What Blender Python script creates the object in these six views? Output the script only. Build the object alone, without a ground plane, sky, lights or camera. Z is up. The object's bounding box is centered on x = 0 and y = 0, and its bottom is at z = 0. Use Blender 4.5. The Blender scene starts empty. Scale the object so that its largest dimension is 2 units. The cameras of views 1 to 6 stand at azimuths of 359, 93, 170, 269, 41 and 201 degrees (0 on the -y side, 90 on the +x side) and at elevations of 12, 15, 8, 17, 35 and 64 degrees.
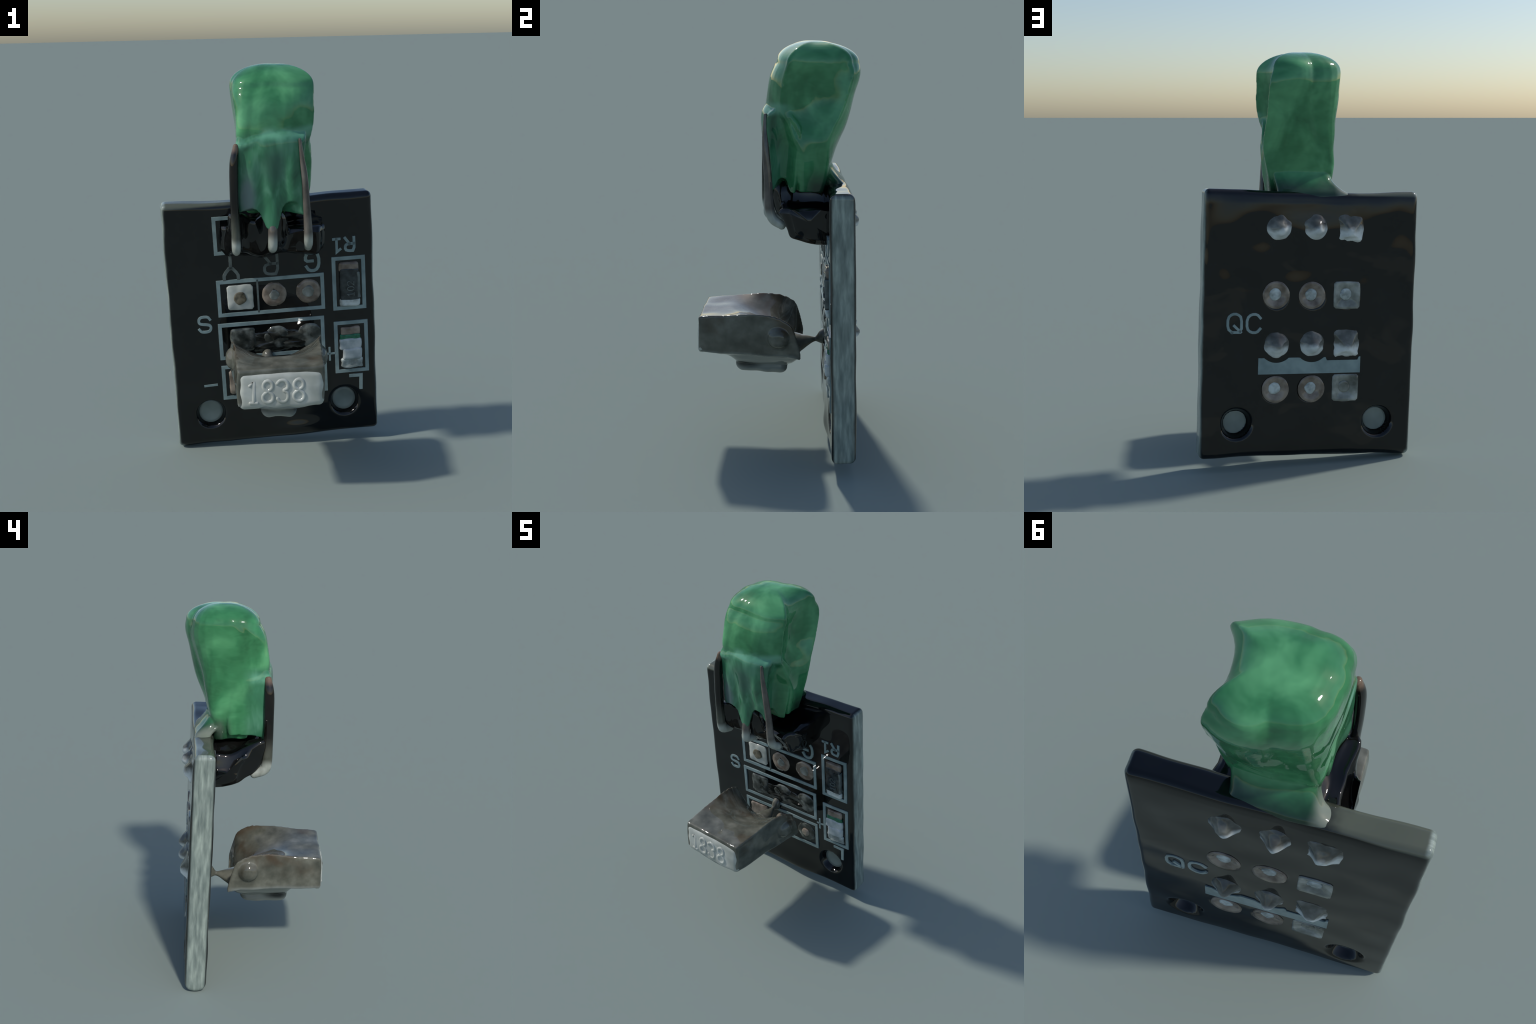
# Small electronic module: an upright black circuit board that carries a square-ish
# green lamp on three leads, a stamped metal can on a thin neck, solder pads and print.
import bpy, bmesh, math
from mathutils import Vector, Matrix, noise

# ------------------------------------------------------------------ frames
def unit(v): return Vector(v).normalized()
EX = unit((1.034, .064, .0425))                       # board: to the right
EV = Vector((-.052, -.064, 1.264)); EV = unit(EV - EX * EV.dot(EX))   # board: up
EW = EX.cross(EV)                                     # board: out of its front
ORIGIN = Vector((.008, .227, .682))
BOARD = Matrix((EX, EV, EW)).transposed().to_4x4()
BOARD.translation = ORIGIN
WORLD = Matrix.Identity(4)
THICK = .118

# ------------------------------------------------------------------ materials
def material(name, rough=.04, spec=.5, metallic=0.0):
    m = bpy.data.materials.new(name); m.use_nodes = True
    nt = m.node_tree; b = nt.nodes["Principled BSDF"]
    b.inputs["Roughness"].default_value = rough
    b.inputs["Specular IOR Level"].default_value = spec
    b.inputs["Metallic"].default_value = metallic
    return m, nt, b

def node(nt, kind, **inputs):
    n = nt.nodes.new(kind)
    for k, v in inputs.items():
        n.inputs[k.replace("_", " ")].default_value = v
    return n

def coords(nt, scale=(1, 1, 1), loc=(0, 0, 0)):
    tc = nt.nodes.new("ShaderNodeTexCoord")
    mp = nt.nodes.new("ShaderNodeMapping")
    mp.inputs["Scale"].default_value = scale
    mp.inputs["Location"].default_value = loc
    nt.links.new(tc.outputs["Object"], mp.inputs["Vector"])
    return mp.outputs["Vector"]

def noise_tex(nt, scale, stretch=(1, 1, 1), detail=3, distortion=0, loc=(0, 0, 0)):
    n = node(nt, "ShaderNodeTexNoise", Scale=scale, Detail=detail, Distortion=distortion)
    nt.links.new(coords(nt, stretch, loc), n.inputs["Vector"])
    return n.outputs["Fac"]

def ramp(nt, fac, stops):
    r = nt.nodes.new("ShaderNodeValToRGB"); e = r.color_ramp.elements
    while len(e) < len(stops): e.new(.5)
    for el, (p, c) in zip(e, stops):
        el.position = p; el.color = (*c, 1) if len(c) == 3 else c
    nt.links.new(fac, r.inputs["Fac"])
    return r.outputs["Color"]

def mix(nt, fac, a, b):
    m = nt.nodes.new("ShaderNodeMix"); m.data_type = "RGBA"
    for sock, val in ((m.inputs[0], fac), (m.inputs[6], a), (m.inputs[7], b)):
        if isinstance(val, (int, float)): sock.default_value = val
        elif isinstance(val, tuple): sock.default_value = (*val, 1)
        else: nt.links.new(val, sock)
    return m.outputs[2]

def math_node(nt, op, *args):
    m = nt.nodes.new("ShaderNodeMath"); m.operation = op
    for s, a in zip(m.inputs, args):
        if isinstance(a, (int, float)): s.default_value = a
        else: nt.links.new(a, s)
    return m.outputs[0]

def step(nt, val, lo, hi):
    r = nt.nodes.new("ShaderNodeMapRange"); r.interpolation_type = "SMOOTHSTEP"
    r.inputs["From Min"].default_value = lo; r.inputs["From Max"].default_value = hi
    nt.links.new(val, r.inputs["Value"])
    return r.outputs["Result"]

def xyz(nt):
    tc = nt.nodes.new("ShaderNodeTexCoord"); s = nt.nodes.new("ShaderNodeSeparateXYZ")
    nt.links.new(tc.outputs["Object"], s.inputs[0])
    return s.outputs

def spot(nt, centre, radii):
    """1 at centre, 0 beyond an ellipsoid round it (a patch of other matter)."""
    mp = coords(nt, tuple(1 / r for r in radii), tuple(-c / r for c, r in zip(centre, radii)))
    l = nt.nodes.new("ShaderNodeVectorMath"); l.operation = "LENGTH"
    nt.links.new(mp, l.inputs[0])
    n = noise_tex(nt, 9)
    d = math_node(nt, "ADD", l.outputs["Value"], math_node(nt, "MULTIPLY", math_node(nt, "SUBTRACT", n, .5), .5))
    return math_node(nt, "SUBTRACT", 1, step(nt, d, .25, 1.05))

def colour(nt, bsdf, c):
    nt.links.new(c, bsdf.inputs["Base Color"])

def bump(nt, bsdf, h, strength=.1, dist=.01):
    b = node(nt, "ShaderNodeBump", Strength=strength, Distance=dist)
    nt.links.new(h, b.inputs["Height"]); nt.links.new(b.outputs[0], bsdf.inputs["Normal"])

def noisy(name, a, b, scale=14, rough=.04, stretch=(1, 1, 1), lo=.35, hi=.65, mid=None, spec=.5, detail=3):
    m, nt, bs = material(name, rough, spec)
    stops = [(lo, a), (hi, b)] if mid is None else [(lo, a), ((lo + hi) / 2, mid), (hi, b)]
    colour(nt, bs, ramp(nt, noise_tex(nt, scale, stretch, detail), stops))
    return m

# green epoxy of the lamp: clear head, ribbed apron with a grey window, dark foot
def green_material():
    m, nt, b = material("green_epoxy", .02)
    x, y, z = xyz(nt)
    base = ramp(nt, noise_tex(nt, 4.6, (1.2, 1.2, 1), 3, .5),
                [(.27, (.020, .112, .043)), (.47, (.042, .208, .084)), (.68, (.120, .39, .175))])
    fine = ramp(nt, noise_tex(nt, 17, (1, .7, 1.8), 4, .8), [(.3, (.026, .150, .055)), (.7, (.11, .38, .16))])
    head = mix(nt, .17, base, fine)
    rib = ramp(nt, noise_tex(nt, 6, (2.2, 2.2, .8), 3, .5),
               [(.3, (.026, .100, .055)), (.5, (.048, .195, .100)), (.72, (.125, .33, .205))])
    rib = mix(nt, spot(nt, (-.122, -.10, 1.385), (.052, .09, .17)), rib, (.135, .20, .19))
    rib = mix(nt, math_node(nt, "MULTIPLY", .8, spot(nt, (.005, -.12, 1.54), (.075, .10, .13))), rib, (.040, .115, .080))
    front = math_node(nt, "SUBTRACT", 1, step(nt, math_node(nt, "ADD", y, math_node(nt, "MULTIPLY", noise_tex(nt, 8), .12)), .02, .12))
    below = math_node(nt, "SUBTRACT", 1, step(nt, math_node(nt, "SUBTRACT", z, math_node(nt, "MULTIPLY", x, .06)), 1.665, 1.715))
    c = mix(nt, math_node(nt, "MULTIPLY", front, below), head, rib)
    zc = math_node(nt, "ADD", z, math_node(nt, "MULTIPLY", step(nt, math_node(nt, "MULTIPLY", x, -1), .02, .16), .055))
    zc = math_node(nt, "ADD", zc, math_node(nt, "MULTIPLY", noise_tex(nt, 9), .04))
    collar = math_node(nt, "MULTIPLY", step(nt, zc, 1.660, 1.700), math_node(nt, "SUBTRACT", 1, step(nt, zc, 1.715, 1.75)))
    collar = math_node(nt, "MULTIPLY", collar, math_node(nt, "MULTIPLY", front, step(nt, noise_tex(nt, 11), .34, .6)))
    c = mix(nt, math_node(nt, "MULTIPLY", collar, .75), c, (.15, .40, .26))
    # foot: epoxy running out into lacquer, with the sky's pale sheen painted on the left
    rear = step(nt, y, .08, .16)
    low = math_node(nt, "SUBTRACT", 1, step(nt, math_node(nt, "ADD", z, math_node(nt, "MULTIPLY", noise_tex(nt, 9), .06)), 1.355, 1.46))
    c = mix(nt, math_node(nt, "MULTIPLY", math_node(nt, "MULTIPLY", low, rear), .9), c, (.012, .026, .018))
    pale = math_node(nt, "MULTIPLY", math_node(nt, "SUBTRACT", 1, step(nt, math_node(nt, "ADD", x, math_node(nt, "MULTIPLY", noise_tex(nt, 8), .05)), -.155, -.105)),
                     math_node(nt, "SUBTRACT", 1, step(nt, z, 1.37, 1.43)))
    c = mix(nt, math_node(nt, "MULTIPLY", math_node(nt, "MULTIPLY", pale, rear), .85), c, (.20, .225, .185))
    colour(nt, b, c)
    return m
GREEN = green_material()

def board_material():
    m, nt, b = material("black_solder_mask_and_pale_board_edge", .035)
    u, v, w = xyz(nt)
    mask = ramp(nt, noise_tex(nt, 7, (1, 1, 1), 4), [(.35, (.0018, .0026, .0030)), (.7, (.0050, .0056, .0058))])
    dust = math_node(nt, "MULTIPLY", step(nt, noise_tex(nt, 26, (1, 5, 1), 4), .66, .80), .12)
    mask = mix(nt, dust, mask, (.05, .06, .06))
    painted_reflection = math_node(nt, "MULTIPLY", step(nt, noise_tex(nt, 3.6, (1, 1.5, 1), 4, .6, (5, 2, 0)), .56, .62), math_node(nt, "SUBTRACT", 1, step(nt, w, -.115, -.10)))
    mask = mix(nt, math_node(nt, "MULTIPLY", painted_reflection, .7), mask, (.020, .0155, .011))
    streak = noise_tex(nt, 9, (1, .9, 6), 4)
    edge = ramp(nt, streak, [(.28, (.125, .16, .148)), (.5, (.22, .265, .24)), (.72, (.36, .42, .37))])
    au = math_node(nt, "ABSOLUTE", u)
    wob = math_node(nt, "MULTIPLY", math_node(nt, "SUBTRACT", noise_tex(nt, 30), .5), .008)
    au = math_node(nt, "ADD", au, wob)
    rim = math_node(nt, "SUBTRACT", 1, step(nt, math_node(nt, "ABSOLUTE", math_node(nt, "ADD", w, THICK / 2)), .043, .056))
    side = math_node(nt, "MULTIPLY", step(nt, au, .508, .524), rim)
    # pale strip on the left half of the top edge
    top = math_node(nt, "MULTIPLY", step(nt, v, .628, .642),
                    math_node(nt, "SUBTRACT", 1, step(nt, math_node(nt, "ADD", u, math_node(nt, "MULTIPLY", noise_tex(nt, 10), .3)), -.12, .08)))
    c = mix(nt, math_node(nt, "MULTIPLY", top, .55), mask, (.17, .19, .145))
    c = mix(nt, side, c, edge)
    colour(nt, b, c)
    return m
MASK = board_material()

BLACK = noisy("black_plastic", (.0025, .003, .0035), (.007, .007, .0065), 9, .03)
INK = noisy("grey_white_print", (.17, .235, .24), (.26, .34, .34), 12, .05)
FAINT = noisy("worn_print", (.06, .075, .075), (.13, .155, .15), 18, .05)
EDGEHOLE = noisy("hole_bottom", (.16, .195, .185), (.24, .285, .27), 6, .04)
SOLDER = noisy("solder", (.085, .090, .076), (.44, .46, .43), 13, .05, mid=(.22, .235, .21), lo=.3, hi=.72)
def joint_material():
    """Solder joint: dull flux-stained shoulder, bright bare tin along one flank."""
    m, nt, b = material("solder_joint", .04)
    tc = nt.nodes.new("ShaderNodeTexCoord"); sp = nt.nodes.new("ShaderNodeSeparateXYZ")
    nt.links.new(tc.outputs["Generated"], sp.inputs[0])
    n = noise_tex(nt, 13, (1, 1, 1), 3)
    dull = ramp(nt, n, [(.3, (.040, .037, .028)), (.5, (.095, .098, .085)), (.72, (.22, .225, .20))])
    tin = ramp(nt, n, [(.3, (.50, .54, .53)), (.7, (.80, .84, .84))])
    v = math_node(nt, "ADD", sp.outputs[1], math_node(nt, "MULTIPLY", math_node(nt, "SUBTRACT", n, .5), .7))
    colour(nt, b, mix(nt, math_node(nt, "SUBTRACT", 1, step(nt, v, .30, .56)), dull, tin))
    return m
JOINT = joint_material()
COPPER = noisy("tinned_copper", (.130, .102, .078), (.28, .235, .19), 20, .05)
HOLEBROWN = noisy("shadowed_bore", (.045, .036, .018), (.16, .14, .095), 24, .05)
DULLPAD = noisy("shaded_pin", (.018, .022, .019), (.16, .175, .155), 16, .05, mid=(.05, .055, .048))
CHIP = noisy("chip_body", (.012, .016, .018), (.04, .05, .052), 30, .04)
CAP = noisy("chip_end_metal", (.22, .25, .24), (.56, .62, .61), 22, .05)
WHITECHIP = noisy("white_chip_lens", (.30, .35, .36), (.52, .56, .56), 18, .05)
CHIPGREEN = noisy("green_chip_glass", (.01, .10, .05), (.03, .22, .12), 30, .04)

def lead_material():
    m, nt, b = material("dull_lead_with_bright_tip", .06)
    z = xyz(nt)[2]
    n = noise_tex(nt, 11, (2, 2, 1), 3)
    dark = ramp(nt, n, [(.3, (.075, .065, .055)), (.7, (.17, .155, .135))])
    tip = ramp(nt, n, [(.3, (.26, .28, .24)), (.7, (.48, .51, .46))])
    colour(nt, b, mix(nt, step(nt, math_node(nt, "ADD", z, math_node(nt, "MULTIPLY", n, .04)), 1.235, 1.185), dark, tip))
    return m
LEAD = lead_material()
def black_lead_material():
    m, nt, b = material("blackened_lead_with_bright_tip", .04)
    z = xyz(nt)[2]
    n = noise_tex(nt, 11, (2, 2, 1), 3)
    dark = ramp(nt, n, [(.3, (.003, .003, .003)), (.7, (.012, .010, .008))])
    mid = ramp(nt, n, [(.3, (.06, .065, .05)), (.7, (.12, .125, .10))])
    tip = ramp(nt, n, [(.3, (.26, .28, .24)), (.7, (.48, .51, .46))])
    zz = math_node(nt, "ADD", z, math_node(nt, "MULTIPLY", n, .05))
    c = mix(nt, step(nt, zz, 1.37, 1.22), dark, mid)
    c = mix(nt, step(nt, zz, 1.225, 1.185), c, tip)
    c = mix(nt, step(nt, zz, 1.615, 1.65), c, (.15, .10, .068))
    colour(nt, b, c)
    return m
BLACKLEAD = black_lead_material()

def can_material():
    m, nt, b = material("mottled_dull_metal", .025)
    mot = ramp(nt, noise_tex(nt, 11, (1, 1, 1), 4), [(.3, (.060, .063, .050)), (.52, (.115, .118, .095)), (.74, (.195, .198, .165))])  # wall colours kept dark to match shading baked into the scan
    brown_patch = step(nt, noise_tex(nt, 4.2, (1, 1, 1), 3, .4, (3, 1, 7)), .44, .66)
    lid = step(nt, xyz(nt)[2], .50, .60)
    c = mix(nt, math_node(nt, "MULTIPLY", math_node(nt, "MULTIPLY", brown_patch, math_node(nt, "MULTIPLY", lid, step(nt, math_node(nt, "ADD", xyz(nt)[1], math_node(nt, "MULTIPLY", brown_patch, .15)), -.30, -.04))), .85), mot, (.070, .047, .027))
    x, y, z = xyz(nt)
    under = math_node(nt, "SUBTRACT", 1, step(nt, math_node(nt, "ADD", z, math_node(nt, "MULTIPLY", noise_tex(nt, 9), .02)), .470, .496))
    under = math_node(nt, "MULTIPLY", under, math_node(nt, "SUBTRACT", 1, step(nt, y, .07, .12)))
    c = mix(nt, math_node(nt, "MULTIPLY", under, .8), c, (.25, .275, .26))
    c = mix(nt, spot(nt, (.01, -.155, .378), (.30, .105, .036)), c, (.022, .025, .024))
    geo = nt.nodes.new("ShaderNodeNewGeometry")
    worn = math_node(nt, "MULTIPLY", step(nt, geo.outputs["Pointiness"], .53, .60), .55)
    c = mix(nt, worn, c, (.33, .34, .31))
    colour(nt, b, c)
    return m
CAN = can_material()
PLATE = noisy("pale_tin_plate", (.38, .40, .355), (.54, .56, .51), 9, .06, mid=(.44, .455, .41))  # front face lightened above the walls to carry the scan's baked light

# ------------------------------------------------------------------ mesh helpers
ROOT = bpy.data.objects.new("circuit_board_module", None)
bpy.context.scene.collection.objects.link(ROOT)
ROOT["label"] = "upright black circuit board with green lamp and stamped metal can"
ROOT["category"] = "electronic module"

def add(name, data, parent=None, frame=WORLD, mat=None):
    ob = bpy.data.objects.new(name, data)
    bpy.context.scene.collection.objects.link(ob)
    ob.parent = parent or ROOT
    ob.matrix_world = frame
    if parent is not None:                      # parents share a frame with their children
        ob.matrix_parent_inverse = parent.matrix_world.inverted()
        ob.matrix_basis = frame
    if mat is not None and not data.materials: data.materials.append(mat)
    return ob

def mesh(name, verts, faces, smooth=True, crease=None):
    me = bpy.data.meshes.new(name)
    me.from_pydata([tuple(v) for v in verts], [], faces); me.update()
    bm = bmesh.new(); bm.from_mesh(me)
    bmesh.ops.remove_doubles(bm, verts=bm.verts, dist=1e-6)
    bmesh.ops.recalc_face_normals(bm, faces=bm.faces)
    bm.to_mesh(me); bm.free()
    for p in me.polygons: p.use_smooth = smooth
    if crease: me.set_sharp_from_angle(angle=math.radians(crease))
    return me

def join(*parts):
    V, F = [], []
    for v, f in parts:
        o = len(V); V += list(v); F += [tuple(i + o for i in q) for q in f]
    return V, F

def rounded_box(lo, hi, r, step_size=.02, warp=None):
    """Box grid whose edges are rounded to radius r; warp bends each point."""
    c = [(a + b) / 2 for a, b in zip(lo, hi)]; h = [(b - a) / 2 for a, b in zip(lo, hi)]
    if isinstance(r, (int, float)): r = (r, r, r)
    def ticks(k):
        inner = h[k] - r[k]; n = max(1, round(2 * inner / step_size))
        arc = [math.tan(math.radians(a)) for a in (45, 33.75, 22.5, 11.25)]
        return [(-inner - r[k] * a) for a in arc] + [-inner + 2 * inner * i / n for i in range(n + 1)] + [(inner + r[k] * a) for a in reversed(arc)]
    T = [ticks(k) for k in range(3)]
    V, F, idx = [], [], {}
    def vert(p):
        key = tuple(round(x, 6) for x in p)
        if key not in idx:
            q = [max(-(h[k] - r[k]), min(h[k] - r[k], p[k])) for k in range(3)]
            d = [(p[k] - q[k]) / r[k] for k in range(3)]
            L = math.sqrt(sum(x * x for x in d)) or 1
            s = Vector([c[k] + q[k] + d[k] / L * r[k] for k in range(3)])
            idx[key] = len(V); V.append(warp(s) if warp else s)
        return idx[key]
    for k in range(3):
        a, b = (k + 1) % 3, (k + 2) % 3
        for sgn in (0, -1):
            for i in range(len(T[a]) - 1):
                for j in range(len(T[b]) - 1):
                    quad = []
                    for di, dj in ((0, 0), (1, 0), (1, 1), (0, 1)):
                        p = [0, 0, 0]; p[k] = T[k][sgn]; p[a] = T[a][i + di]; p[b] = T[b][j + dj]
                        quad.append(vert(p))
                    F.append(tuple(quad))
    return V, F

def catmull(keys, t):
    """keys: sorted [(t, vector-like list)], smooth interpolation."""
    n = len(keys)
    for i in range(n - 1):
        if t <= keys[i + 1][0] or i == n - 2: break
    t0, t1 = keys[i][0], keys[i + 1][0]; s = (t - t0) / (t1 - t0)
    def slope(j):
        a, b = max(0, j - 1), min(n - 1, j + 1)
        return [(y - x) / (keys[b][0] - keys[a][0]) for x, y in zip(keys[a][1], keys[b][1])]
    m0, m1 = slope(i), slope(i + 1); d = t1 - t0
    h = (2 * s**3 - 3 * s**2 + 1, s**3 - 2 * s**2 + s, -2 * s**3 + 3 * s**2, s**3 - s**2)
    return [h[0] * a + h[1] * d * x + h[2] * b + h[3] * d * y for a, x, b, y in zip(keys[i][1], m0, keys[i + 1][1], m1)]

def corner_section(corners, bulges, arc=6, edge=8):
    """Closed outline from four corners (x, y, r) with rounded corners; edge i (to the next corner) bulges outwards."""
    n = len(corners); out = []
    P = [Vector(c[:2]) for c in corners]; centre = sum(P, Vector((0, 0))) / n
    ends = []
    for i in range(n):
        a, b, c = P[i - 1], P[i], P[(i + 1) % n]; r = corners[i][2]
        d1, d2 = (a - b).normalized(), (c - b).normalized()
        half = d1.angle(d2) / 2
        cut = min(r / math.tan(half), .48 * (a - b).length, .48 * (c - b).length)
        ends.append((b + d1 * cut, b, b + d2 * cut))
    for i in range(n):
        s, b, e = ends[i]
        for k in range(arc + 1):
            t = k / arc
            out.append(s * (1 - t)**2 + b * 2 * t * (1 - t) + e * t * t)
        s2 = ends[(i + 1) % n][0]; out_dir = Vector(((s2 - e).y, -(s2 - e).x)).normalized()
        if out_dir.dot((s2 + e) / 2 - centre) < 0: out_dir = -out_dir
        for k in range(1, edge):
            t = k / edge
            out.append(e.lerp(s2, t) + out_dir * bulges[i] * 4 * t * (1 - t))
    return out

def skin(rings, cap0=True, cap1=True):
    V, F = [], []; n = len(rings[0])
    for R in rings: V += [Vector(p) for p in R]
    for k in range(len(rings) - 1):
        for i in range(n):
            j = (i + 1) % n
            F.append((k * n + i, k * n + j, (k + 1) * n + j, (k + 1) * n + i))
    for flag, k in ((cap0, 0), (cap1, len(rings) - 1)):
        if flag:
            c = sum((Vector(p) for p in rings[k]), Vector()) / n; V.append(c)
            for i in range(n): F.append((len(V) - 1, k * n + i, k * n + (i + 1) % n))
    return V, F

def ripple(p, amp, size, seed=0):
    q = Vector(p) / size + Vector((seed * 7.3, seed * 3.1, seed))
    return Vector(p) + noise.noise_vector(q) * amp

def tube(path, radii, sides=12, flat=1.0, frame_x=Vector((1, 0, 0)), sub=6):
    """Round-ended bar along a path of points; flat squeezes it across frame_x."""
    keys = [(i, list(p) + [r]) for i, (p, r) in enumerate(zip(path, radii))]
    n = (len(path) - 1) * sub
    pts = [catmull(keys, i / sub) for i in range(n + 1)]
    rings = []
    for i, p in enumerate(pts):
        a, b = Vector(pts[max(0, i - 1)][:3]), Vector(pts[min(n, i + 1)][:3])
        t = (b - a).normalized(); x = (frame_x - t * frame_x.dot(t)).normalized(); y = t.cross(x)
        if i == 0:
            for s in (.15, .5, .85):
                q = math.sqrt(1 - (1 - s)**2)
                rings.append([Vector(p[:3]) - t * p[3] * (1 - s) + (x * math.cos(u) + y * math.sin(u) * flat) * p[3] * q for u in (2 * math.pi * k / sides for k in range(sides))])
        rings.append([Vector(p[:3]) + (x * math.cos(u) + y * math.sin(u) * flat) * p[3] for u in (2 * math.pi * k / sides for k in range(sides))])
        if i == n:
            for s in (.15, .5, .85):
                q = math.sqrt(1 - s * s)
                rings.append([Vector(p[:3]) + t * p[3] * s + (x * math.cos(u) + y * math.sin(u) * flat) * p[3] * q for u in (2 * math.pi * k / sides for k in range(sides))])
    return skin(rings)

def chaikin(pts, closed=False, n=2):
    pts = [Vector(p) for p in pts]
    for _ in range(n):
        out = [] if closed else [pts[0]]
        m = len(pts)
        for i in range(m if closed else m - 1):
            a, b = pts[i], pts[(i + 1) % m]
            out += [a.lerp(b, .25), a.lerp(b, .75)]
        if not closed: out.append(pts[-1])
        pts = out
    return pts

def ribbon(pts, width, z0, z1, closed=False, smooth=0):
    """Printed line: a mitred band with its own small thickness, in board coordinates."""
    pts = [Vector(p) for p in pts]
    if smooth: pts = chaikin(pts, closed, smooth)
    n = len(pts); L, R = [], []
    for i, p in enumerate(pts):
        a = pts[i - 1] if (closed or i) else p; b = pts[(i + 1) % n] if (closed or i < n - 1) else p
        d1 = (p - a).normalized() if (p - a).length else (b - p).normalized()
        d2 = (b - p).normalized() if (b - p).length else d1
        m = d1 + d2; m = m.normalized() if m.length > .1 else d1
        nrm = Vector((-m.y, m.x)); s = width / 2 / max(.5, m.dot(d1))
        if not closed and i == 0: p = p - d2 * width * .4
        if not closed and i == n - 1: p = p + d1 * width * .4
        L.append(p + nrm * s); R.append(p - nrm * s)
    V, F = [], []
    rnd = width * .12
    for q, off in ((L, 1), (R, -1)):
        pass
    rings = []
    for l, r in zip(L, R):
        inn = (r - l).normalized() * rnd
        rings.append([Vector((*l, z0)), Vector((*(l + inn), z1)), Vector((*(r - inn), z1)), Vector((*r, z0))])
    for k in rings: V += k
    m = len(rings)
    for k in range(m if closed else m - 1):
        a, b = 4 * k, 4 * ((k + 1) % m)
        for i in range(4):
            j = (i + 1) % 4
            F.append((a + i, a + j, b + j, b + i))
    if not closed: F += [(0, 1, 2, 3), (4 * m - 1, 4 * m - 2, 4 * m - 3, 4 * m - 4)]
    return V, F

def dome(cu, cv, base, profile, sides=32, squash=1.0, lean=(0, 0), square=0.0):
    """Turned lump on the board: profile = [(radius, height)] from rim to tip, square>0 makes it a rounded square."""
    rings = []
    top = max(abs(h) for _, h in profile) or 1
    for r, h in profile:
        ring = []
        for k in range(sides):
            a = 2 * math.pi * (k + .5) / sides
            c, s = math.cos(a), math.sin(a)
            f = 1.0
            if square: f = (1 - square) + square / max(abs(c), abs(s))
            ring.append(Vector((cu + r * f * c + lean[0] * h / top, cv + r * f * s * squash + lean[1] * h / top, base + h)))
        rings.append(ring)
    return skin(rings)

# Soft fused skins: join shells, voxel-remesh, relax; later cut into named regions that share normals
def fuse(shells, voxel, relax, top=None):
    tmp = mesh("blank", *join(*shells))
    ob = bpy.data.objects.new("blank", tmp); bpy.context.scene.collection.objects.link(ob)
    r = ob.modifiers.new("r", "REMESH"); r.mode = "VOXEL"; r.voxel_size = voxel; r.adaptivity = 0
    k = ob.modifiers.new("s", "SMOOTH"); k.factor = .5; k.iterations = relax
    dg = bpy.context.evaluated_depsgraph_get(); dg.update()
    me = bpy.data.meshes.new_from_object(ob.evaluated_get(dg))
    bpy.data.objects.remove(ob); bpy.data.meshes.remove(tmp)
    if top:
        t = max(v.co.z for v in me.vertices)
        for v in me.vertices:
            if v.co.z > top - .2: v.co.z += (top - t) * (v.co.z - top + .2) / (t - top + .2)
    me.update()
    return me
def cut(whole, region, parent, mat):
    normals = [v.normal.copy() for v in whole.vertices]
    groups, made = {}, {}
    for p in whole.polygons: groups.setdefault(region(p.center), []).append(tuple(p.vertices))
    for name, faces in groups.items():
        used = sorted({i for f in faces for i in f}); at = {i: k for k, i in enumerate(used)}
        me = bpy.data.meshes.new(name)
        me.from_pydata([tuple(whole.vertices[i].co) for i in used], [], [tuple(at[i] for i in f) for f in faces]); me.update()
        for p in me.polygons: p.use_smooth = True
        me.normals_split_custom_set_from_vertices([tuple(normals[i]) for i in used])
        made[name] = add(name, me, parent, WORLD, mat)
    bpy.data.meshes.remove(whole)
    return made

# ------------------------------------------------------------------ the board
HOLES = [(-.364, -.478, .074), (.350, -.470, .074)]
PITS = [(u, v) for v in (.151, -.306) for u in (.168, -.010, -.186)]   # sunk pads on the back
def board_warp(p):
    u, v, w = p
    q = ripple(p, .0052, .17, 2)
    if abs(u) < .5 and abs(v) < .62:
        for hu, hv, hr in HOLES:                               # funnel-shaped mounting holes
            d = math.hypot(u - hu, v - hv) / hr
            if d < 1.25:
                t = min(1, max(0, (1.14 - d) / .46)); t = t * t * (3 - 2 * t)
                q.z += (-1 if w > -THICK / 2 else 1) * .052 * t
    up = max(0, (v - .585) / .065); dn = max(0, (-.57 - v) / .075)
    f = max(-1, min(1, (w + THICK / 2) / (THICK / 2) * 1.15))
    q.z -= f * (.007 * up * up + (.002 if f > 0 else .007 * (1 - abs(u) / .6)) * dn * dn)
    if f < 0: q.y += .012 * (1 - (u / .53)**2) * min(1, dn)
    for pu, pv in PITS:
        d = math.hypot(u - pu, v - pv) / .068
        if d < 1 and f < 0: q.z += .034 * (1 - d * d)**1.5
    k = 1 - ((w + THICK / 2) / (THICK / 2))**2
    if v < -.60: q.y -= .0205 * k * (.55 - .45 * u / .52)       # bulging, uneven cut at the foot
    if v > .60: q.y += .010 * (u / .53)**2 - .005 - .004 * u
    if w > -THICK / 2: q.z += .018 * math.exp(-((u - .10) / .12)**2 - ((v + .60) / .05)**2)   # warped lip
    return q
board = add("board", mesh("board", *rounded_box((-.541, -.643, -THICK), (.525, .652, 0), (.026, .026, .026), .0085, board_warp)), frame=BOARD, mat=MASK)

hole_floor = mesh("mounting_hole", *dome(0, 0, 0, [(.068, -.004), (.068, .004), (.045, .001), (.02, 0)], 36))
for hu, hv, hr in HOLES:
    for side in (1, -1):
        m = BOARD @ Matrix.Translation((hu, hv, -.040 if side > 0 else -THICK + .048))
        if side < 0: m = m @ Matrix.Rotation(math.pi, 4, "X")
        o = add("mounting_hole", hole_floor, board, m, EDGEHOLE)

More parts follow.
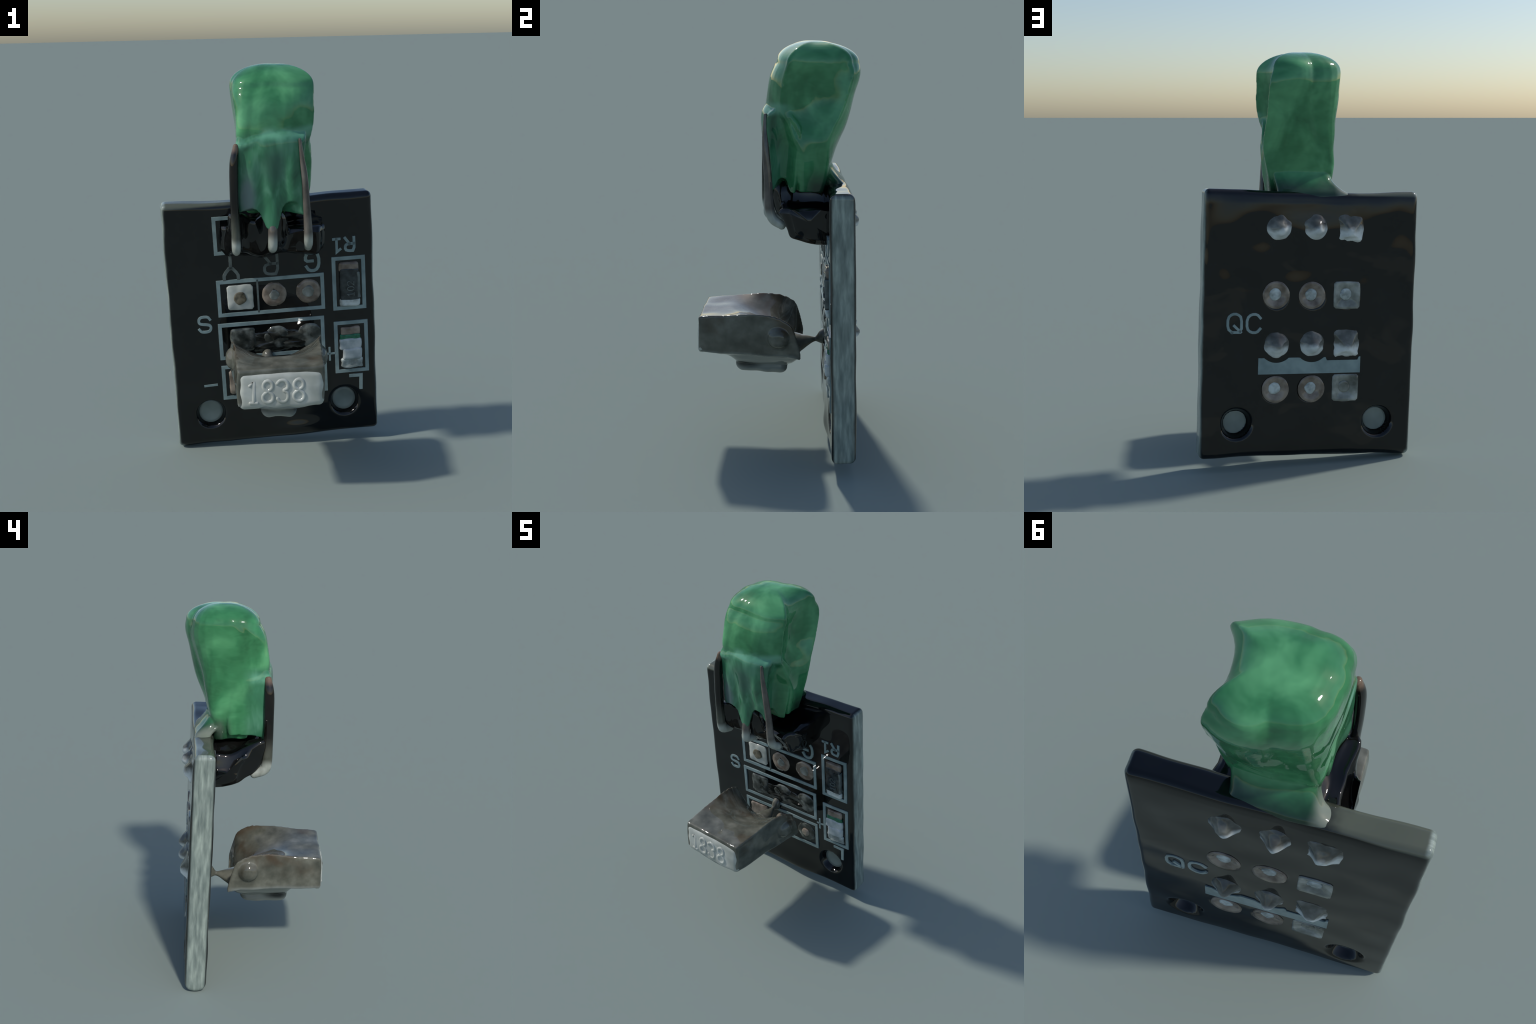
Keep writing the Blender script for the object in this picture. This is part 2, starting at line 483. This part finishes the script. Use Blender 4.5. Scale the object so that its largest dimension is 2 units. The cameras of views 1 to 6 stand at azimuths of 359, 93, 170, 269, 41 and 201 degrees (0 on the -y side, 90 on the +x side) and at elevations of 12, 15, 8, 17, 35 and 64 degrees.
# ------------------------------------------------------------------ print on the board
GLYPH = {
    "R": [([(0, 0), (0, 1), (.6, 1), (.95, .9), (.95, .55), (.6, .45), (0, .45)], 1), ([(.5, .45), (.95, 0)], 0)],
    "Y": [([(0, 1), (0, .8), (.5, .42), (1, .8), (1, 1)], 1), ([(.5, .48), (.5, 0)], 0)],
    "G": [([(.95, .78), (.75, 1), (.25, 1), (0, .75), (0, .25), (.25, 0), (.75, 0), (1, .2), (1, .48), (.5, .48)], 1)],
    "S": [([(.95, .82), (.8, 1), (.2, 1), (0, .85), (0, .6), (.3, .52), (.7, .48), (1, .4), (1, .15), (.8, 0), (.2, 0), (.02, .18)], 2)],
    "Q": [([(.3, 0), (0, .2), (0, .8), (.3, 1), (.65, 1), (.95, .8), (.95, .0), (.3, 0)], 1), ([(.45, .35), (.9, .02)], 0)],
    "C": [([(.95, .8), (.72, 1), (.3, 1), (0, .78), (0, .22), (.3, 0), (.72, 0), (.95, .2)], 1)],
    "0": [([(.3, 0), (0, .25), (0, .75), (.3, 1), (.7, 1), (1, .75), (1, .25), (.7, 0), (.3, 0)], 1)],
    "1": [([(.15, .8), (.5, 1), (.5, 0)], 0), ([(.2, 0), (.8, 0)], 0)],
    "2": [([(0, .8), (.25, 1), (.75, 1), (1, .8), (1, .6), (0, 0), (1, 0)], 0)],
    "3": [([(0, .85), (.25, 1), (.75, 1), (1, .8), (.95, .6), (.5, .52), (.95, .44), (1, .2), (.75, 0), (.25, 0), (0, .15)], 2)],
    "8": [([(.5, .52), (.08, .66), (.08, .88), (.35, 1), (.65, 1), (.92, .88), (.92, .66), (.5, .52), (.02, .36), (.02, .14), (.3, 0), (.7, 0), (.98, .14), (.98, .36), (.5, .52)], 2)],
}
def placed(strokes, cu, cv, wide, high, turn=0, mirror=False):
    c, s = math.cos(turn), math.sin(turn)
    for pts, sm in strokes:
        out = []
        for x, y in pts:
            x, y = (x - .5) * wide * (-1 if mirror else 1), (y - .5) * high
            out.append((cu + c * x - s * y, cv + s * x + c * y))
        yield out, sm

def letter(name, ch, cu, cv, wide, high, line, turn=0, back=False, mat=INK, z=0.0):
    parts = []
    for pts, sm in placed(GLYPH[ch], cu, cv, wide, high, turn, mirror=back):
        z0, z1 = (z - .012, z + .0045) if not back else (-THICK + .012, -THICK - .0045)
        parts.append(ribbon(pts, line, z0, z1, smooth=sm))
    return add(name, mesh(name, *join(*parts), smooth=False), board, BOARD, mat)

UP = math.pi
letter("printed_letter", "Y", -.209, .310, .072, .112, .020, UP, mat=FAINT)
letter("printed_letter", "R", -.006, .313, .070, .100, .019, UP, mat=FAINT)
letter("printed_letter", "G", .208, .313, .068, .098, .020, UP)
letter("printed_letter", "R", .402, .387, .048, .068, .018, UP)
letter("printed_letter", "1", .336, .385, .050, .068, .017, UP)
letter("printed_letter", "S", -.361, .021, .060, .082, .017)
letter("printed_letter", "Q", .368, .018, .070, .088, .016, 0, True)
letter("printed_letter", "C", .276, .016, .068, .088, .016, 0, True)

def lines(name, items, mat=INK):
    parts = [ribbon(p, wd, -.012, .0045, closed=cl) for p, wd, cl in items]
    return add(name, mesh(name, *join(*parts), smooth=False), board, BOARD, mat)
def frame_box(u0, v0, u1, v1, wd):
    h = wd / 2
    return ([(u0 + h, v0 + h), (u1 - h, v0 + h), (u1 - h, v1 - h), (u0 + h, v1 - h)], wd, True)
lines("printed_outline", [frame_box(-.290, .052, .266, .250, .022)])
lines("printed_outline", [frame_box(-.296, -.182, .258, .018, .022)])
lines("printed_outline", [frame_box(-.294, -.404, .262, -.212, .022)])
lines("printed_outline", [frame_box(.305, .037, .481, .327, .023)])
lines("printed_outline", [frame_box(.304, -.311, .485, -.022, .022)])
lines("printed_outline", [([(-.20, .572), (-.279, .572), (-.279, .392), (-.20, .392)], .022, False)])
lines("printed_divider", [([(-.079, .235), (-.079, .068)], .012, False)], FAINT)
lines("printed_minus_sign", [([(-.383, -.317), (-.323, -.315)], .014, False)])
lines("printed_plus_sign", [([(.262, -.196), (.304, -.196)], .013, False), ([(.278, -.165), (.278, -.230)], .013, False)])
lines("printed_corner_mark", [([(.385, -.330), (.440, -.330), (.438, -.402)], .021, False)])
# printed bar on the back, notched round the solder joints above it
def bar():
    top = []
    n = 72
    for i in range(n + 1):
        u = .250 - .513 * i / n
        v = -.152
        for cu in (.160, -.016):
            d = abs(u - cu)
            if d < .075: v = min(v, -.088 - math.sqrt(max(0, .088**2 - d * d)))
        if -.255 < u < -.088: v = -.168
        top.append((u, v))
    V, F = [], []
    for u, v in top:
        for z in (-THICK + .012, -THICK - .0045):
            V += [Vector((u, -.231, z)), Vector((u, v, z))]
    for i in range(n):
        a, b = 4 * i, 4 * i + 4
        F += [(a + 2, a + 3, b + 3, b + 2), (a + 1, a + 3, b + 3, b + 1), (a, a + 2, b + 2, b)]
    F += [(0, 1, 3, 2), (4 * n, 4 * n + 1, 4 * n + 3, 4 * n + 2)]
    return mesh("printed_bar", V, F, smooth=False)
add("printed_bar", bar(), board, BOARD, INK)

# ------------------------------------------------------------------ solder pads
def pad(name, cu, cv, profile, mat, back=False, square=0.0, lean=(0, 0), core=None, core_mat=None, ripples=.004):
    V, F = dome(cu, cv, 0, profile, 40, 1, lean, square)
    V = [ripple(p, ripples, .035, cu * 9 + cv * 5) for p in V]
    flip = (lambda p: Vector((p.x, p.y, -THICK - p.z))) if back else (lambda p: p)
    o = add(name, mesh(name, [flip(p) for p in V], F), board, BOARD, mat)
    if core:
        V, F = dome(cu + core[2], cv + core[3], core[4], [(core[0], -.006), (core[0], .0), (core[0] * .8, core[1] * .7), (core[0] * .4, core[1])], 24)
        V = [ripple(p, .004, .02, cu * 3) for p in V]
        add("pin_end", mesh("pin_end", [flip(p) for p in V], F), o, BOARD, core_mat or SOLDER)
    return o
FLAT = [(.068, -.01), (.066, .004), (.052, .001), (.036, -.004), (.028, -.009), (.010, -.010)]
LOW = [(.066, -.01), (.066, .002), (.055, .005), (.030, .007), (.012, .007)]
PEAK = [(.066, -.012), (.062, .000), (.050, .008), (.035, .022), (.022, .038), (.009, .046)]
SQ = [(.067, -.01), (.067, .004), (.056, .002), (.036, -.003), (.028, -.008), (.012, -.009)]
SQPEAK = [(.068, -.012), (.066, .000), (.052, .006), (.035, .018), (.020, .034), (.009, .040)]
# front row
pad("solder_pad", -.170, .152, [(.067, -.01), (.067, .003), (.062, .005), (.036, .005), (.012, .005)], PLATE, square=.9, core=(.033, .001, -.002, -.004, .0085), core_mat=HOLEBROWN)
pad("solder_pad", .006, .155, [(.064, -.01), (.064, .003), (.050, .006), (.03, .004), (.012, .002)], COPPER, core=(.026, .004, 0, -.004, .004))
pad("solder_pad", .181, .156, [(.064, -.01), (.064, .003), (.050, .007), (.03, .005), (.012, .004)], COPPER, core=(.032, .004, 0, 0, .005))
# rows behind the metal can, dull grey and low in contrast
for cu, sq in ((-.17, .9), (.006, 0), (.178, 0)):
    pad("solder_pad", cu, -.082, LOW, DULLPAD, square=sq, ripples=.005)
V, F = dome(-.01, -.098, 0, [(.225, -.01), (.222, .001), (.18, .004), (.10, .005), (.03, .005)], 56, .27)
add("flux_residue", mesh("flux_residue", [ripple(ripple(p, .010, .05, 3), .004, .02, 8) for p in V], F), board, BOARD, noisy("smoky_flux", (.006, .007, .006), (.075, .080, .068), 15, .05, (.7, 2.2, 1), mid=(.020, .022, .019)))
pad("solder_pad", -.19, -.308, [(.066, -.01), (.066, .006), (.058, .009), (.02, .009)], COPPER, square=.9)
pad("solder_pad", .003, -.308, LOW, COPPER)
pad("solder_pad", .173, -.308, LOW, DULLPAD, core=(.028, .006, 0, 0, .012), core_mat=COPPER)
# back rows
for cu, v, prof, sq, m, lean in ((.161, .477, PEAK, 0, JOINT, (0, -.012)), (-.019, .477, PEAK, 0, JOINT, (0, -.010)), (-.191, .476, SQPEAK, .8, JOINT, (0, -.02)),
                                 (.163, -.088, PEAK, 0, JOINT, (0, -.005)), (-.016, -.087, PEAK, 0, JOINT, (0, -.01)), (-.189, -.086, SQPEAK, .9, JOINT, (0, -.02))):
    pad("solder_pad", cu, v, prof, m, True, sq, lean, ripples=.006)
for cu, v, prof, sq, m, cm in ((.170, .152, FLAT, 0, COPPER, CAP), (-.008, .150, FLAT, 0, COPPER, CAP), (-.184, .151, SQ, .9, SOLDER, CAP),
                               (.162, -.306, FLAT, 0, COPPER, CAP), (-.018, -.307, FLAT, 0, COPPER, CAP), (-.189, -.305, SQ, .9, SOLDER, SOLDER)):
    pad("solder_pad", cu, v, prof, m, True, sq, (0, 0), core=(.030, .003, .004, .004, -.006), core_mat=cm, ripples=.0015)

# ------------------------------------------------------------------ small surface parts
def box_part(name, lo, hi, r, mat, parent, amp=.003, size=.03, warp=None, seed=1):
    f = (lambda p: ripple(warp(p) if warp else p, amp, size, seed))
    return add(name, mesh(name, *rounded_box(lo, hi, r, .012, f)), parent, BOARD, mat)
resistor = box_part("resistor", (.345, .095, -.02), (.442, .262, .021), .008, CHIP, board)
box_part("resistor_end", (.340, .058, -.01), (.447, .102, .019), .014, CAP, resistor)
box_part("resistor_end", (.340, .245, -.01), (.445, .296, .014), .014, COPPER, resistor)
box_part("resistor_end", (.431, .105, -.005), (.447, .245, .023), .006, FAINT, resistor, .004)
for ch, v in zip("102", (.128, .158, .186)):
    o = letter("printed_digit", ch, .397, v, .020, .034, .0055, math.pi / 2, mat=FAINT, z=.0225)
lamp_chip = box_part("status_lamp", (.330, -.180, -.01), (.447, -.118, .020), .012, WHITECHIP, board, .004, .04)
box_part("status_lamp_lens", (.345, -.235, -.01), (.450, -.165, .026), .018, WHITECHIP, lamp_chip, .005, .04, seed=3)
box_part("status_lamp_glass", (.334, -.128, -.01), (.444, -.094, .014), .010, CHIPGREEN, lamp_chip)
box_part("status_lamp_end", (.340, -.100, -.01), (.442, -.056, .011), .010, COPPER, lamp_chip)
box_part("status_lamp_end", (.338, -.284, -.01), (.450, -.225, .014), .012, CAP, lamp_chip, .008, .03)

# ------------------------------------------------------------------ metal can (built in world axes)
YF, YB = -.395, .118
def can_point(side, t, y):
    pass
def smooth01(x): x = max(0, min(1, x)); return x * x * (3 - 2 * x)
def can_ring(y):
    a = (y - YF) / (YB - YF)                                   # 0 front, 1 back
    wing = smooth01((a - .45) / .45)
    xl = -.192 - .012 * a - .018 * wing; xr = .209 + .004 * a + .016 * wing
    keysL = catmull([(-.395, [.644]), (-.2, [.664]), (-.03, [.673]), (.03, [.653]), (.075, [.618]), (.100, [.55]), (.118, [.480])], y)[0]
    zt = keysL
    low = catmull([(-.395, [.446]), (-.30, [.436]), (-.25, [.406]), (-.20, [.358]), (-.10, [.347]), (.06, [.365]), (.09, [.388]), (.118, [.43])], y)[0]
    zs = .470 if y < .05 else .470 - .2 * (y - .05)                # lower end of the side walls
    zs = max(min(zs, zt - .02), low + .01)
    xm = (xl + xr) / 2
    pts = []
    n = 22
    sag = catmull([(0, [0]), (.28, [.012]), (.45, [.044]), (.57, [.076]), (.7, [.100]), (.85, [.137]), (1.0, [.168])], a)[0]
    for i in range(n + 1):                                      # top, left to right, sagging between the wings
        t = i / n; f = 2 * t - 1
        x = xl + (xr - xl) * t
        pts.append((x, zt - sag * (1 - abs(f)**1.7) + .016 * (t - .3)))
    for t in (.12, .3, .5, .7, .88): pts.append((xr + .006 * math.sin(math.pi * t), pts[n][1] + (zs - pts[n][1]) * t))
    pts.append((xr, zs))
    hw = (xr - xl) / 2
    for i in range(13):                                         # chamfers and belly
        t = i / 12; f = 1 - 2 * t
        zc = low + (.440 - low + .012) * abs(f)**2 if low < .43 else low + .02 * abs(f)**3
        pts.append((xm + f * hw * .80, min(zc, zs - .004)))
    pts.append((xl, zs - .008))
    for t in (.12, .3, .5, .7, .88): pts.append((xl - .006 * math.sin(math.pi * t), zs - .008 + (pts[0][1] - zs + .008) * t))
    top_floor = low + .012
    return [Vector((x, y, max(z, low))) for x, z in pts]
def can():
    rings = []
    ys = [YF, YF + .004, YF + .012, YF + .024] + [YF + .024 + (YB - YF - .024) * i / 40 for i in range(1, 41)]
    for k, y in enumerate(ys):
        ring = can_ring(y)
        if k < 3:                                               # rounded front rim
            s = (.955, .982, .995)[k]
            c = sum(ring, Vector()) / len(ring)
            ring = [Vector((c.x + (p.x - c.x) * s, p.y, c.z + (p.z - c.z) * (s - (.012 if k == 0 else 0)))) for p in ring]
        rings.append([ripple(p, .005, .12, 5) for p in ring])
    return skin(rings)
metal_can = bpy.data.objects.new("metal_receiver", None)
bpy.context.scene.collection.objects.link(metal_can); metal_can.parent = ROOT
shells = [can()]
# pale stamped front plate
def plate_warp(p):
    k = (p.x - .01) / .2
    return ripple(Vector((p.x, p.y + .006 * k * k + .001, p.z + .007 * k)), .004, .06, 8)
plate = add("stamped_plate", mesh("stamped_plate", *rounded_box((-.187, YF - .010, .456), (.207, YF + .03,   .628), (.028, .016, .028), .012, plate_warp)), metal_can, WORLD, PLATE)
for ch, x in zip("1838", (-.118, -.052, .016, .090)):
    parts = []
    for pts, sm in placed(GLYPH[ch], x, .540 + .03 * x, .050, .104):
        pts = chaikin(pts, False, sm)
        path = [Vector((p.x, YF - .0040 + .006 * ((p.x - .01) / .2)**2, p.y)) for p in pts]
        parts.append(tube(path, [.0105] * len(path), 8, 1.0, Vector((0, 1, 0)), 1))
    add("stamped_digit", mesh("stamped_digit", *join(*parts)), plate, WORLD, PLATE)
for x, s in ((-.212, -1), (.222, 1)):                            # rivet-like dimples at the back of the side walls
    rings = []
    for r, h in ((.060, -.02), (.056, .010), (.048, .022), (.030, .034), (.012, .037)):
        rings.append([Vector((x + s * h, .006 + r * math.cos(a), .568 + r * math.sin(a) * .95)) for a in (2 * math.pi * k / 32 for k in range(32))])
    shells.append(skin(rings))
# belly lump under the can
belly = rounded_box((-.075, -.215, .325), (.095, .05, .40), .04, .02, lambda p: ripple(p, .012, .08, 4))
shells.append(belly)
# thin neck that ties the can to the board
def neck():
    keys = [(.06, [-.02, .455, .075, .065]), (.11, [-.022, .462, .055, .045]), (.15, [-.026, .474, .032, .026]), (.187, [-.030, .484, .012, .013]), (.205, [-.032, .495, .022, .030]), (.232, [-.034, .500, .032, .046])]
    rings = []
    for i in range(29):
        y = .06 + .172 * i / 28
        cx, cz, rx, rz = catmull(keys, y)
        rings.append([ripple(Vector((cx + rx * math.cos(a), y, cz + rz * math.sin(a))), .003, .03, 3) for a in (2 * math.pi * k / 20 for k in range(20))])
    return skin(rings)
shells.append(neck())
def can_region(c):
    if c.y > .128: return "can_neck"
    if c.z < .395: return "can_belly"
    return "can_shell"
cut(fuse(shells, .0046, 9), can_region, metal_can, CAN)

# ------------------------------------------------------------------ green lamp
def column(keys, bulges, z_list, amp=.004, seed=0, edge=8):
    flat = [(z, [x for c in cs for x in c] + list(b)) for z, cs, b in keys]
    rings = []
    for z in z_list:
        f = catmull(flat, z)
        cs = [tuple(f[3 * i:3 * i + 3]) for i in range(4)]
        rings.append([ripple(Vector((p.x, p.y, z)), amp, .11, seed) for p in corner_section(cs, f[12:16], edge=edge)])
    return rings
# corners: front left, front right, back right, back left; bulges: front, right, back, left
HEAD = [
    (1.29, [(-.122, .000, .05), (.172, .085, .02), (.168, .205, .03), (-.140, .195, .05)], (.0, -.006, .010, -.02)),
    (1.38, [(-.140, -.030, .05), (.184, .080, .02), (.172, .218, .022), (-.146, .205, .05)], (.0, -.008, .010, -.012)),
    (1.46, [(-.156, -.060, .05), (.190, .075, .02), (.190, .220, .014), (-.154, .218, .06)], (.004, -.010, .022, .0)),
    (1.54, [(-.158, -.085, .05), (.194, .050, .02), (.205, .222, .010), (-.156, .236, .08)], (.010, -.018, .034, .0)),
    (1.62, [(-.164, -.108, .05), (.178, .020, .014), (.199, .248, .010), (-.162, .256, .11)], (.026, -.034, .044, .004)),
    (1.67, [(-.166, -.111, .05), (.188, -.014, .011), (.196, .270, .010), (-.165, .268, .13)], (.036, -.050, .040, .005)),
    (1.72, [(-.168, -.110, .055), (.196, -.022, .010), (.193, .290, .010), (-.168, .280, .14)], (.036, -.060, .034, .006)),
    (1.82, [(-.179, -.098, .075), (.206, -.013, .010), (.187, .317, .010), (-.180, .300, .16)], (.036, -.060, .030, .008)),
    (1.87, [(-.184, -.080, .090), (.210, -.004, .012), (.178, .319, .014), (-.187, .305, .17)], (.032, -.052, .032, .008)),
    (1.90, [(-.186, -.066, .105), (.211, .004, .016), (.166, .309, .024), (-.189, .303, .17)], (.028, -.042, .036, .008)),
]
ZL = [1.29 + (1.90 - 1.29) * i / 44 for i in range(45)]
rings = column(HEAD, None, ZL, .006, 1)
rim = rings[-1]; cen = sum(rim, Vector()) / len(rim); cen.z = 2.0
for s in (.985, .955, .91, .85, .77, .66, .52, .36, .18):       # domed top
    hgt = .100 * (1 - s**2.15)**(1 / 2.15)
    rings.append([Vector((cen.x + (p.x - cen.x) * s, cen.y + (p.y - cen.y) * s, 1.90 + (p.z - 1.90) * s + hgt)) for p in rim])
V, F = skin(rings)
zmax = max(p.z for p in V)
V = [ripple(p, .006, .17, 3) for p in V]
V = [Vector((p.x, p.y, p.z - .020 * smooth01((.10 - p.y) / .2) * max(0, (p.z - 1.86) / .14))) for p in V]   # the crown dips to the front
zmax = max(p.z for p in V)
V = [Vector((p.x, p.y, p.z if p.z < 1.9 else 1.9 + (p.z - 1.9) * .1 / (zmax - 1.9))) for p in V]
head_shell = (V, F)

APRON = [
    (1.215, [(-.150, -.082, .02), (.148, -.076, .02), (.160, .05, .012), (-.145, .11, .02)], (.002, -.035, 0, -.012)),
    (1.345, [(-.170, -.086, .02), (.152, -.078, .02), (.176, .07, .012), (-.152, .12, .02)], (.004, -.048, 0, -.01)),
    (1.45, [(-.174, -.092, .02), (.152, -.088, .02), (.188, .08, .012), (-.158, .12, .02)], (.008, -.054, 0, -.004)),
    (1.55, [(-.175, -.098, .025), (.150, -.096, .02), (.194, .085, .012), (-.164, .10, .02)], (.014, -.046, 0, .0)),
    (1.61, [(-.172, -.102, .03), (.148, -.094, .03), (.195, .080, .02), (-.164, .08, .03)], (.022, -.028, 0, .002)),
    (1.665, [(-.166, -.100, .04), (.156, -.078, .03), (.182, .04, .02), (-.160, .05, .03)], (.028, -.01, 0, 0)),
    (1.70, [(-.150, -.082, .04), (.158, -.030, .03), (.17, .02, .02), (-.148, .02, .03)], (.030, 0, 0, 0)),
    (1.74, [(-.130, -.060, .04), (.150, .010, .03), (.15, .03, .02), (-.130, .02, .03)], (.010, 0, 0, 0)),
]
ZL = [1.215 + (1.74 - 1.215) * i / 70 for i in range(71)]
HEM = [(-.25, [1.30]), (-.20, [1.30]), (-.162, [1.312]), (-.105, [1.335]), (-.07, [1.315]), (-.05, [1.272]), (-.034, [1.235]), (-.002, [1.222]), (.024, [1.238]),
       (.034, [1.285]), (.048, [1.335]), (.080, [1.362]), (.122, [1.352]), (.140, [1.305]), (.162, [1.285]), (.20, [1.33]), (.25, [1.34])]
def collar_height(x): return 1.690 + .010 * math.sin(x * 24 + 1) - .055 * smooth01((-.02 - x) / .14)
def hem(p):
    q = Vector(p)
    edge = catmull(HEM, p.x)[0]
    k = 1.0 if p.z < edge + .02 else 0.0
    q.z = max(p.z, edge)
    # pale collar ridge where the apron meets the lamp head, and soft ribs below it
    fr = smooth01((.0 - p.y) / .05)
    q.y -= fr * ((.007 + .004 * math.sin(p.x * 31)) * smooth01((.15 - p.x) / .07) * math.exp(-((p.z - collar_height(p.x)) / .020)**2) + .006 * math.cos(p.x * 62 + .2) * smooth01((1.62 - p.z) / .1))
    return q
rings = [[hem(p) for p in r] for r in column(APRON, None, ZL, .007, 4, 40)]
apron_shell = skin(rings)

FOOTK = [
    (1.285, [(-.275, .215, .03), (.160, .245, .03), (.165, .318, .04), (-.300, .288, .03)], (0, 0, 0, 0)),
    (1.325, [(-.190, .200, .04), (.140, .21, .04), (.150, .308, .05), (-.200, .284, .04)], (0, 0, .006, 0)),
    (1.355, [(-.150, .160, .04), (.140, .16, .04), (.156, .276, .04), (-.165, .258, .04)], (0, -.004, .010, -.004)),
    (1.40, [(-.125, .12, .04), (.140, .11, .03), (.164, .240, .03), (-.138, .224, .05)], (0, -.01, .014, -.012)),
    (1.46, [(-.120, .10, .03), (.150, .10, .03), (.170, .215, .02), (-.125, .200, .04)], (0, -.01, .01, 0)),
]
ZL = [1.285 + .175 * i / 18 for i in range(19)]
foot_shell = skin(column(FOOTK, None, ZL, .006, 6))

def region(c):
    if c.y > .12 and c.z < 1.405: return "lamp_foot"
    if c.z < 1.69 + .05 * c.x and c.y < .105: return "lamp_apron"
    return "lamp_head"
lamp = bpy.data.objects.new("green_lamp", None)
bpy.context.scene.collection.objects.link(lamp); lamp.parent = ROOT
cut(fuse((head_shell, apron_shell, foot_shell), .0052, 7, 2.0), region, lamp, GREEN)

# leads, bent back under the lamp
def lead(path, radii, flat, mat):
    o = add("lamp_lead", mesh("lamp_lead", *tube(path, radii, 14, flat, Vector((1, 0, 0)))), lamp, WORLD, mat)
    return o
lead([(-.170, -.094, 1.630), (-.181, -.100, 1.55), (-.184, -.099, 1.42), (-.181, -.096, 1.28), (-.180, -.090, 1.175), (-.180, -.072, 1.138), (-.180, -.020, 1.118)],
     [.014, .021, .021, .021, .022, .022, .020], 1.25, BLACKLEAD)
lead([(-.003, -.050, 1.290), (-.004, -.071, 1.240), (-.005, -.075, 1.180), (-.006, -.068, 1.142), (-.006, -.015, 1.122)],
     [.016, .022, .023, .023, .020], 1.0, LEAD)
lead([(.128, -.092, 1.655), (.136, -.092, 1.58), (.148, -.084, 1.48), (.159, -.068, 1.33), (.165, -.060, 1.22), (.167, -.042, 1.160), (.168, .005, 1.128)],
     [.007, .011, .016, .018, .021, .022, .020], 1.1, LEAD)

# black socket that holds the leads: deep bays between them
def socket():
    rings = []
    n = 72
    lo, hi = -.254, .250
    for i in range(n + 1):
        x = lo + (hi - lo) * i / n
        near = min(abs(x + .181), abs(x + .005))
        bay = smooth01((near - .018) / .06)
        left = 1 - smooth01((x - .03) / .05)                    # closed webs on the left, open arch on the right
        front = -.062 + .026 * bay * left + (1 - left) * .046 - .020 * (1 - smooth01((abs(x + .181) - .012) / .02))
        top = 1.330 - .05 * bay if left > .5 else 1.330 - .05 * bay - .06 * smooth01((.5 - left) * 2)
        cheek = smooth01((-.205 - x) / .03)
        front = front + (.010 - front) * cheek; top = top + (1.245 - top) * cheek
        if x > .215: front += .03 * smooth01((x - .215) / .03)
        foot = 1.068 + .010 * math.sin(x * 23) 
        yb = .245 + .06 * x
        tilt = .035 * x
        inset = .025 * (1 - smooth01(min(i, n - i) / 4))
        pit = .09 * smooth01((-.10 - x) / .06)                  # melted hollow at the left rear
        mid = max(front + .060, .036)
        prof = [(front + .016 + inset, top), (front + inset, top - .03), (front + .012 + inset, 1.200), (front + .050, 1.128 + inset), (mid, foot + .022 + inset), (mid + .03, foot + .004 + inset),
                (yb - .06, foot - .010 + inset), (yb, foot - .014 + inset), (yb, 1.16), (yb, top - .01 - inset - pit), (yb - .05, top - pit), (max(.09, front + .05), top - inset - pit)]
        ring = chaikin([Vector((x, y, z + tilt)) for y, z in prof], True, 2)
        rings.append([ripple(p, .013, .085, 9) for p in ring])
    return mesh("lead_socket", *skin(rings), crease=70)
add("lead_socket", socket(), lamp, WORLD, BLACK)
